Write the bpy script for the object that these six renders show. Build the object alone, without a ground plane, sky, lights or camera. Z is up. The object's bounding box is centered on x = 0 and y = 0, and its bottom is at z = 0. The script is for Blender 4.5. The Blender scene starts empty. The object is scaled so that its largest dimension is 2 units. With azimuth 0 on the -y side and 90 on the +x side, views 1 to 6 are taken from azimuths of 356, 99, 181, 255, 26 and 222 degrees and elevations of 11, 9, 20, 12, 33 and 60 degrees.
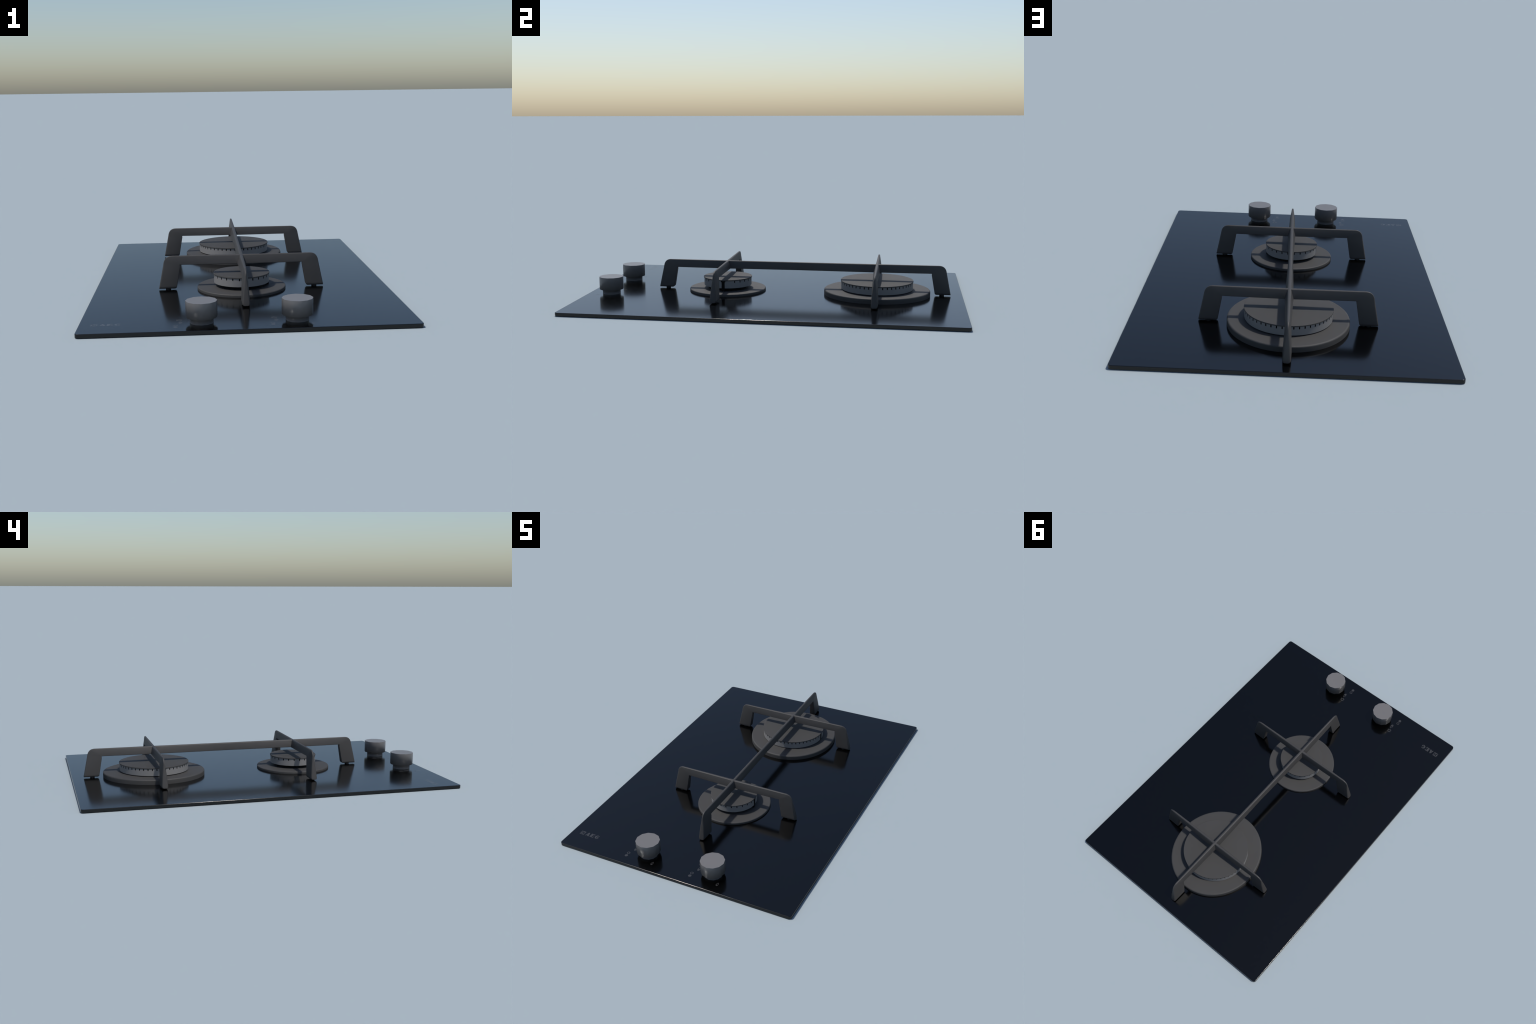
"""Two-burner gas hob: black glass plate, cast pan support, two burners, two knobs."""
import bpy, bmesh, math
from mathutils import Vector

# ------------------------------------------------------------------ sizes (metres)
HALF_X, HALF_Y = 0.6915, 1.0          # glass plate
PLATE_TOP = 0.0157
FRONT_Y, BACK_Y = -0.2732, 0.5458      # burner centres, also the cross bars
KNOB_X, KNOB_Y = 0.1955, -0.878

# ------------------------------------------------------------------ materials
def material(name, color, rough, metallic=0.0, spec=0.5, grain=0.0, grain_scale=400.0,
             tint=0.0, ior=1.5):
    m = bpy.data.materials.new(name)
    m.use_nodes = True
    nt = m.node_tree
    b = nt.nodes["Principled BSDF"]
    b.inputs["Base Color"].default_value = (*color, 1)
    b.inputs["Roughness"].default_value = rough
    b.inputs["Metallic"].default_value = metallic
    b.inputs["Specular IOR Level"].default_value = spec
    b.inputs["IOR"].default_value = ior
    tc = nt.nodes.new("ShaderNodeTexCoord")
    if tint > 0:                      # faint uneven tone
        n = nt.nodes.new("ShaderNodeTexNoise")
        n.inputs["Scale"].default_value = 14.0
        n.inputs["Detail"].default_value = 4.0
        nt.links.new(tc.outputs["Object"], n.inputs["Vector"])
        r = nt.nodes.new("ShaderNodeValToRGB")
        r.color_ramp.elements[0].position = 0.3
        r.color_ramp.elements[1].position = 0.7
        r.color_ramp.elements[0].color = (*[c * (1 - tint) for c in color], 1)
        r.color_ramp.elements[1].color = (*[c * (1 + tint) for c in color], 1)
        nt.links.new(n.outputs["Fac"], r.inputs["Fac"])
        nt.links.new(r.outputs["Color"], b.inputs["Base Color"])
    if grain > 0:                     # fine surface grain
        n2 = nt.nodes.new("ShaderNodeTexNoise")
        n2.inputs["Scale"].default_value = grain_scale
        n2.inputs["Detail"].default_value = 3.0
        nt.links.new(tc.outputs["Object"], n2.inputs["Vector"])
        bp = nt.nodes.new("ShaderNodeBump")
        bp.inputs["Strength"].default_value = grain
        bp.inputs["Distance"].default_value = 0.0006
        nt.links.new(n2.outputs["Fac"], bp.inputs["Height"])
        nt.links.new(bp.outputs["Normal"], b.inputs["Normal"])
    return m

GLASS = material("black_glass", (0.0006, 0.0006, 0.0006), 0.14)
IRON = material("cast_iron_enamel", (0.0368, 0.0350, 0.0342), 0.6, grain=0.08, tint=0.03)
ENAMEL = material("matt_black_enamel", (0.0395, 0.0383, 0.0373), 0.68, grain=0.06, tint=0.03)
ALU = material("burner_aluminium", (0.190, 0.187, 0.185), 0.5, metallic=0.0, spec=0.3, grain=0.05)
STEEL = material("knob_metal", (0.150, 0.144, 0.142), 0.36, metallic=0.0)
NEAR_BLACK = material("dark_recess", (0.003, 0.003, 0.003), 0.8, spec=0.2)  # near-black, used for the port and slot insides, the burner necks and the igniters
RUBBER = material("rubber_foot", (0.006, 0.006, 0.006), 0.7)
PRINT = material("grey_print", (0.043, 0.043, 0.044), 0.14)

# ------------------------------------------------------------------ helpers
def add_object(name, me, parent=None, mats=()):
    ob = bpy.data.objects.new(name, me)
    bpy.context.scene.collection.objects.link(ob)
    for m in mats:
        me.materials.append(m)
    if parent:
        ob.parent = parent
    return ob

def finish(name, bm, parent, mats, smooth_deg=35, merge=1e-6):
    bmesh.ops.remove_doubles(bm, verts=bm.verts, dist=merge)
    bmesh.ops.dissolve_degenerate(bm, dist=1e-7, edges=bm.edges)
    bmesh.ops.recalc_face_normals(bm, faces=bm.faces)
    lim = math.radians(smooth_deg)
    for f in bm.faces:
        f.smooth = True
    for e in bm.edges:
        if len(e.link_faces) == 2:
            e.smooth = e.calc_face_angle(0) < lim
    me = bpy.data.meshes.new(name)
    bm.to_mesh(me)
    bm.free()
    return add_object(name, me, parent, mats)

def rounded_polygon(corners, radii, steps=5):
    """Closed 2D polygon with each corner replaced by an arc."""
    out, n = [], len(corners)
    for i, (c, r) in enumerate(zip(corners, radii)):
        c = Vector(c)
        a = (Vector(corners[i - 1]) - c)
        b = (Vector(corners[(i + 1) % n]) - c)
        ang = a.angle(b)
        a.normalize(); b.normalize()
        d = r / math.tan(ang / 2)
        p, q = c + a * d, c + b * d
        cen = c + (a + b).normalized() * (r / math.sin(ang / 2))
        v0, v1 = p - cen, q - cen
        t0 = math.atan2(v0.y, v0.x)
        dt = (math.atan2(v1.y, v1.x) - t0 + math.pi) % (2 * math.pi) - math.pi
        for k in range(steps + 1):
            t = t0 + dt * k / steps
            out.append((cen.x + r * math.cos(t), cen.y + r * math.sin(t)))
    return out

def bridge_rings(bm, rings, cap=True):
    vs = [[bm.verts.new(p) for p in ring] for ring in rings]
    n = len(vs[0])
    for a, b in zip(vs, vs[1:]):
        for i in range(n):
            bm.faces.new((a[i], a[(i + 1) % n], b[(i + 1) % n], b[i]))
    if cap:
        bm.faces.new(vs[0][::-1])
        bm.faces.new(vs[-1])

def lathe(name, profile, parent, mats, steps=96, scale=(1, 1), at=(0, 0), turn=0.0,
          smooth_deg=35):
    bm = bmesh.new()
    rings = []
    for r, z in profile:
        rings.append([(at[0] + scale[0] * r * math.cos(turn + 2 * math.pi * i / steps),
                       at[1] + scale[1] * r * math.sin(turn + 2 * math.pi * i / steps), z)
                      for i in range(steps)])
    bridge_rings(bm, rings)
    return finish(name, bm, parent, mats, smooth_deg)

def lerp(a, b, t):
    return a + (b - a) * t

# ------------------------------------------------------------------ root and plate
hob = bpy.data.objects.new("gas_hob", None)
bpy.context.scene.collection.objects.link(hob)
hob["label"] = "black glass gas hob with two burners and grey knobs"
hob["category"] = "gas hob"

def build_plate():
    bm = bmesh.new()
    def outline(inset):
        hx, hy, r = HALF_X - inset, HALF_Y - inset, 0.015 - inset
        return rounded_polygon([(-hx, -hy), (hx, -hy), (hx, hy), (-hx, hy)], [r] * 4, 6)
    b = 0.0020
    levels = [(0.0, 0.0)]
    for k in range(5):
        a = math.pi / 2 * k / 4
        levels.append((b * (1 - math.cos(a)), PLATE_TOP - b + b * math.sin(a)))
    levels.append((b * 2, PLATE_TOP))                    # keeps the sheet itself flat
    bridge_rings(bm, [[(x, y, z) for x, y in outline(i)] for i, z in levels])
    return finish("glass_plate", bm, hob, [GLASS], 50)

build_plate()

# ------------------------------------------------------------------ pan support
TOP_Z, UNDER_Z, LEG_Z = 0.1776, 0.1350, 0.0222

def arm_stations(reach, start, thick_start, thick_end):
    """Cross sections of one arm from its start out to its foot.
    Each station: outer point, inner point (distance along arm, z), outer and inner half width."""
    corner = reach - 0.1035
    st = []
    for k in range(9):                                   # straight arm
        t = k / 8
        s = lerp(start, corner, t)
        st.append(((s, TOP_Z), (s, UNDER_Z), lerp(0.0068, 0.0050, t), lerp(thick_start, thick_end, t)))
    outer = [(corner + 0.018, TOP_Z)]
    p0, p1, p2 = (reach - 0.066, TOP_Z), (reach - 0.0316, TOP_Z), (reach - 0.0245, 0.145)
    for k in range(11):                                  # outer bend
        t = k / 10
        outer.append(tuple((1 - t) ** 2 * a + 2 * t * (1 - t) * b + t * t * c
                           for a, b, c in zip(p0, p1, p2)))
    m = len(outer)
    for k, o in enumerate(outer):
        t = (k + 1) / m
        ang = math.pi / 2 * t
        inner = (corner + 0.0025 * math.sin(ang), UNDER_Z - 0.0025 * (1 - math.cos(ang)))
        st.append((o, inner, 0.0050 - 0.0016 * math.sin(math.pi * min(1.0, t * 0.62)) + 0.0024 * max(0.0, t - 0.7), lerp(thick_end, thick_end + 0.0005, t)))
    zs = [0.125, 0.105, 0.085, 0.065, 0.048, 0.038, 0.033, 0.029, 0.026, 0.024, 0.0228, LEG_Z]
    for z in zs:                                         # leg
        t = (0.1355 - z) / (0.1355 - LEG_Z)
        so = reach - (z - LEG_Z) * 0.2
        si = reach - 0.0835 - (z - LEG_Z) * 0.02 / 0.113
        r = 0.009
        if z < LEG_Z + r:
            si += r - math.sqrt(max(0.0, r * r - (r - (z - LEG_Z)) ** 2))
        ho, hi = lerp(0.0048, 0.0168, min(1.0, t * 1.08) ** 0.7), lerp(thick_end + 0.0005, 0.0190, t)
        if z < 0.032:                                    # rounded foot end
            q = (0.032 - z) / (0.032 - LEG_Z)
            k = 1 - 0.30 * (1 - math.sqrt(max(0.0, 1 - q * q)))
            ho, hi = ho * k, hi * k
        st.append(((so, z), (si, z), ho, hi))
    return st

def bar_mesh(stations, place):
    bm = bmesh.new()
    rings = []
    for o, i, ho, hi in stations:
        o, i = Vector(o), Vector(i)
        length = (o - i).length
        e = (o - i) / length
        ro = min(0.0062, ho * 0.9)
        ring = rounded_polygon([(-ho, length), (ho, length), (hi, 0), (-hi, 0)],
                               [ro, ro, 0.0022, 0.0022], 4)
        rings.append([place(i.x + e.x * u, t, i.y + e.y * u) for t, u in ring])
    bridge_rings(bm, rings)
    bmesh.ops.recalc_face_normals(bm, faces=bm.faces)
    me = bpy.data.meshes.new("bar")
    bm.to_mesh(me)
    bm.free()
    return me

def mirrored(stations):
    flip = [((-o[0], o[1]), (-i[0], i[1]), ho, hi) for o, i, ho, hi in stations]
    return flip[::-1]

THICK_CROSS, THICK_END, THICK_MID = 0.0195, 0.0130, 0.0120
# long bar: two end arms and the stretch between the crossings
mid = [((lerp(FRONT_Y, BACK_Y, k / 16), TOP_Z), (lerp(FRONT_Y, BACK_Y, k / 16), UNDER_Z), 0.0068,
        THICK_MID + (THICK_CROSS - THICK_MID) * abs(k / 8 - 1)) for k in range(1, 16)]
back_arm = arm_stations(0.9365, BACK_Y, THICK_CROSS, THICK_END)
front_arm = mirrored(arm_stations(0.6605, -FRONT_Y, THICK_CROSS, THICK_END))
long_me = bar_mesh(front_arm + mid + back_arm, lambda s, t, z: (t, s, z))
arm = arm_stations(0.3909, 0.0, THICK_CROSS, THICK_END)
cross_stations = mirrored(arm) + arm[1:]

support = add_object("pan_support", long_me, hob, [IRON])
cutters = []
for y in (FRONT_Y, BACK_Y):
    me = bar_mesh(cross_stations, lambda s, t, z, y=y: (s, y + t, z - 0.0003))
    cutters.append(add_object("cross_bar", me, None, [IRON]))
for c in cutters:
    md = support.modifiers.new("union", "BOOLEAN")
    md.operation = "UNION"
    md.solver = "EXACT"
    md.object = c
dg = bpy.context.evaluated_depsgraph_get()
joined = bpy.data.meshes.new_from_object(support.evaluated_get(dg))
support.modifiers.clear()
for c in cutters:
    bpy.data.objects.remove(c)
bm = bmesh.new()
bm.from_mesh(joined)
for f in bm.faces:
    f.smooth = True
for e in bm.edges:
    if len(e.link_faces) == 2:
        e.smooth = e.calc_face_angle(0) < math.radians(38)
bm.to_mesh(joined)
bm.free()
joined.name = "pan_support"
support.data = joined
joined.materials.clear()
joined.materials.append(IRON)

foot_spots = [(0, -0.6135), (0, 0.8895)]
for y in (FRONT_Y, BACK_Y):
    foot_spots += [(-0.347, y), (0.347, y)]
foot_mesh = None
for x, y in foot_spots:
    if foot_mesh is None:
        ob = lathe("rubber_foot", [(0.0125, PLATE_TOP - 0.001), (0.0125, LEG_Z + 0.003)],
                   support, [RUBBER], 24)
        foot_mesh = ob.data
    else:
        ob = add_object("rubber_foot", foot_mesh, support)
    ob.location = (x, y, 0)

# ------------------------------------------------------------------ burners
def port_ring(name, parent, R, z0, z1, z2, ports, slot_deg, port_width, depth=0.016):
    """Burner ring: plain wall below, wall with flame ports above, one igniter slot at +x."""
    marks = []                                    # (angle start, angle end, kind)
    hw = port_width / R / 2
    slot = math.radians(slot_deg) / 2
    marks.append((-slot, slot, "slot"))
    for a in ports:
        marks.append((a - hw, a + hw, "port"))
    marks.sort()
    bm = bmesh.new()
    stations = []                                 # angle, low radius, high radius
    for i, (a, b, kind) in enumerate(marks):
        nxt = marks[(i + 1) % len(marks)][0] + (2 * math.pi if i == len(marks) - 1 else 0)
        lo = R - depth if kind == "slot" else R
        for k in range(3):
            stations.append((lerp(a, b, k / 2), lo, R - depth))
        n = max(2, int((nxt - b) / 0.06))
        for k in range(n + 1):
            stations.append((lerp(b, nxt, k / n), R, R))
    cols = []
    for a, lo, hi in stations:
        c, s = math.cos(a), math.sin(a)
        cols.append([bm.verts.new((r * c, r * s, z)) for r, z in
                     ((R * 0.55, z0), (lo, z0), (lo, z1), (hi, z1), (hi, z2), (R * 0.55, z2))])
    for i in range(len(cols)):
        A, B = cols[i], cols[(i + 1) % len(cols)]
        dark = stations[i][2] < R - 1e-6 or stations[(i + 1) % len(cols)][2] < R - 1e-6
        for k in range(5):
            f = bm.faces.new((A[k], B[k], B[k + 1], A[k + 1]))
            r_mean = sum(math.hypot(v.co.x, v.co.y) for v in f.verts) / 4
            if dark and r_mean < R - 1e-4 and f.calc_center_median().z > z0 + 1e-4:
                f.material_index = 1
    return finish(name, bm, parent, [ALU, NEAR_BLACK], 35)

def burner(y, ring_r, cap_r, base_rx, base_ry, base_top, base_round, gap_z, neck_r, ports,
           slot_deg):
    pt = PLATE_TOP - 0.001
    root = None
    prof = [(0.3 * base_rx, pt), (base_rx, pt)]
    for k in range(6):
        a = math.pi / 2 * k / 5
        prof.append((base_rx - base_round + base_round * math.cos(a),
                     base_top - base_round + base_round * math.sin(a)))
    prof += [(base_rx - 1.4 * base_round, base_top), (0.3 * base_rx, base_top)]
    root = lathe("burner", prof, hob, [ENAMEL], 128, (1, base_ry / base_rx))
    root.location = (0, y, 0)
    lathe("burner_neck", [(neck_r, base_top - 0.002), (neck_r, gap_z + 0.002)], root, [NEAR_BLACK], 64)
    port_ring("burner_ring", root, ring_r, gap_z, 0.0748, 0.0868, ports, slot_deg, 0.0052)
    c = 0.0012
    lathe("burner_cap", [(0.2 * cap_r, 0.0862), (cap_r - c * 0.5, 0.0862), (cap_r, 0.0862 + c * 0.5),
                         (cap_r, 0.0920 - c), (cap_r - c * 0.3, 0.0920 - c * 0.3),
                         (cap_r - c, 0.0920), (cap_r - 2 * c, 0.0920), (0.2 * cap_r, 0.0920)], root, [ENAMEL], 128)
    # spark igniter standing in the slot
    w, r0, r1 = 0.0085, ring_r - 0.016, ring_r - 0.0008
    bm = bmesh.new()
    sec = rounded_polygon([(r0, -w), (r1, -w), (r1, w), (r0, w)], [0.002] * 4, 3)
    wide = [(x if x < ring_r - 0.008 else x + 0.0016, yy * 1.5) for x, yy in sec]
    bridge_rings(bm, [[(x, yy, z) for x, yy in s] for s, z in
                      ((sec, base_top - 0.001), (sec, 0.079), (wide, 0.0805), (wide, 0.0860))])
    finish("igniter", bm, root, [NEAR_BLACK], 35)

burner(FRONT_Y, 0.1305, 0.1332, 0.2095, 0.2095, 0.0288, 0.005, 0.0462, 0.107,
       [2 * math.pi * k / 26 for k in range(2, 26)], 7.5)
burner(BACK_Y, 0.1918, 0.1940, 0.2668, 0.2838, 0.0425, 0.007, 0.0472, 0.183,
       [math.radians(3.6 + 7.2 * k) for k in range(1, 49)], 5.5)

# ------------------------------------------------------------------ knobs
def build_knob():
    bm = bmesh.new()
    prof = [(0.0485, PLATE_TOP - 0.001), (0.0485, 0.0400), (0.0648, 0.0400), (0.0648, 0.1080)]
    bridge_rings(bm, [[(r * math.cos(math.radians(30 * i)), r * math.sin(math.radians(30 * i)), z)
                       for i in range(12)] for r, z in prof])
    bmesh.ops.recalc_face_normals(bm, faces=bm.faces)
    for f in bm.faces:
        f.smooth = len(f.verts) == 4
    for e in bm.edges:
        zs = [v.co.z for v in e.verts]
        rs = [math.hypot(v.co.x, v.co.y) for v in e.verts]
        flat = abs(zs[0] - zs[1]) < 1e-6 and abs(rs[0] - rs[1]) < 1e-6
        e.smooth = not (flat and zs[0] > 0.1)
    me = bpy.data.meshes.new("knob")
    bm.to_mesh(me)
    bm.free()
    return me

knob_mesh = build_knob()
for i, x in enumerate((-KNOB_X, KNOB_X)):
    k = add_object("knob", knob_mesh, hob, [STEEL] if i == 0 else [])
    k.location = (x, KNOB_Y, 0)

# ------------------------------------------------------------------ printed marks
def printed(name, outlines, at=(0, 0)):
    """Thin print: filled 2D outlines (later outlines inside earlier ones become holes)."""
    cu = bpy.data.curves.new(name, "CURVE")
    cu.dimensions = "2D"
    cu.fill_mode = "BOTH"
    cu.extrude = 0.00010
    for pts in outlines:
        sp = cu.splines.new("POLY")
        sp.points.add(len(pts) - 1)
        for p, q in zip(sp.points, pts):
            p.co = (q[0], q[1], 0, 1)
        sp.use_cyclic_u = True
    tmp = bpy.data.objects.new(name, cu)
    bpy.context.scene.collection.objects.link(tmp)
    me = bpy.data.meshes.new_from_object(tmp.evaluated_get(bpy.context.evaluated_depsgraph_get()))
    bpy.data.objects.remove(tmp)
    me.name = name
    me.materials.clear()
    ob = add_object(name, me, hob, [PRINT])
    ob.location = (at[0], at[1], PLATE_TOP + 0.00008)
    return ob

def ellipse(rx, ry, cx=0, cy=0, turn=0.0, n=28):
    ct, st = math.cos(turn), math.sin(turn)
    return [(cx + rx * math.cos(a) * ct - ry * math.sin(a) * st,
             cy + rx * math.cos(a) * st + ry * math.sin(a) * ct)
            for a in (2 * math.pi * i / n for i in range(n))]

def drop(w, h, n=24):
    """Flame drop: round below, pointed above, centred."""
    pts = []
    for i in range(n):
        t = 2 * math.pi * i / n
        y = -math.cos(t)
        x = math.sin(t) * (1 - max(0.0, y) * 0.75) ** 0.9
        pts.append((w / 2 * x, h / 2 * y))
    return pts

def star(r1, r2):
    return [((r1 if i % 2 == 0 else r2) * math.cos(math.radians(30 + 30 * i)),
             (r1 if i % 2 == 0 else r2) * math.sin(math.radians(30 + 30 * i))) for i in range(12)]

def shifted(pts, dy):
    return [(x, y + dy) for x, y in pts]

for x in (-KNOB_X, KNOB_X):
    printed("off_dot_mark", [ellipse(0.0088, 0.0088)], (x - 0.1045, -0.9390))
    printed("ring_mark", [ellipse(0.0090, 0.0090), ellipse(0.0056, 0.0056)], (x - 0.1050, -0.9165))
    printed("large_flame_mark", [drop(0.0150, 0.033), drop(0.0092, 0.023)], (x - 0.0865, -0.8715))
    printed("flame_core_mark", [ellipse(0.0034, 0.0050)], (x - 0.0865, -0.8770))
    printed("star_mark", [star(0.0152, 0.0088), star(0.0085, 0.0052)], (x - 0.0925, -0.8360))
    printed("small_flame_mark", [drop(0.0130, 0.026), shifted(drop(0.0074, 0.0155), 0.001)],
            (x + 0.0570, -0.9380))

# lettering and emblem in the front left corner
H = 0.0275
LET_Y = -0.8895
printed("emblem", [[(0, 0), (0.027, 0), (0.027, H), (0, H)],
                   ellipse(0.0030, 0.0092, 0.0208, 0.0130),
                   ellipse(0.0030, 0.0085, 0.0098, 0.0192, math.radians(62)),
                   ellipse(0.0030, 0.0085, 0.0092, 0.0082, math.radians(-58))], (-0.642, LET_Y))
printed("letter_a", [[(0, 0), (0.0062, 0), (0.0074, 0.0048), (0.0120, 0.0048), (0.0128, 0),
                      (0.0235, 0), (0.0152, H), (0.0078, H)],
                     [(0.0086, 0.0088), (0.0100, 0.0150), (0.0112, 0.0088)]], (-0.6055, LET_Y))
printed("letter_e", [[(0, 0), (0.0230, 0), (0.0236, 0.0078), (0.0205, 0.0078), (0.0185, 0.0044),
                      (0.0112, 0.0044), (0.0112, 0.0118), (0.0190, 0.0118), (0.0190, 0.0160),
                      (0.0112, 0.0160), (0.0112, H - 0.0044), (0.0185, H - 0.0044),
                      (0.0205, H - 0.0078), (0.0232, H - 0.0078), (0.0226, H), (0, H)]],
        (-0.5770, LET_Y))

def letter_g():
    cx, cy, R1, r2 = 0.0125, H / 2, 0.0140, 0.0062
    outer = [(cx + R1 * 0.93 * math.cos(math.radians(a)), cy + R1 * math.sin(math.radians(a)))
             for a in range(38, 311, 16)]
    tail = [(0.0232, 0.0035), (0.0232, 0.0135), (0.0130, 0.0135), (0.0130, 0.0098), (0.0152, 0.0098)]
    inner = [(cx + 0.0025 + r2 * math.cos(math.radians(a)), cy + 1.5 * r2 * math.sin(math.radians(a)))
             for a in range(290, 49, -16)]
    return outer + tail + inner

printed("letter_g", [letter_g()], (-0.5465, LET_Y))
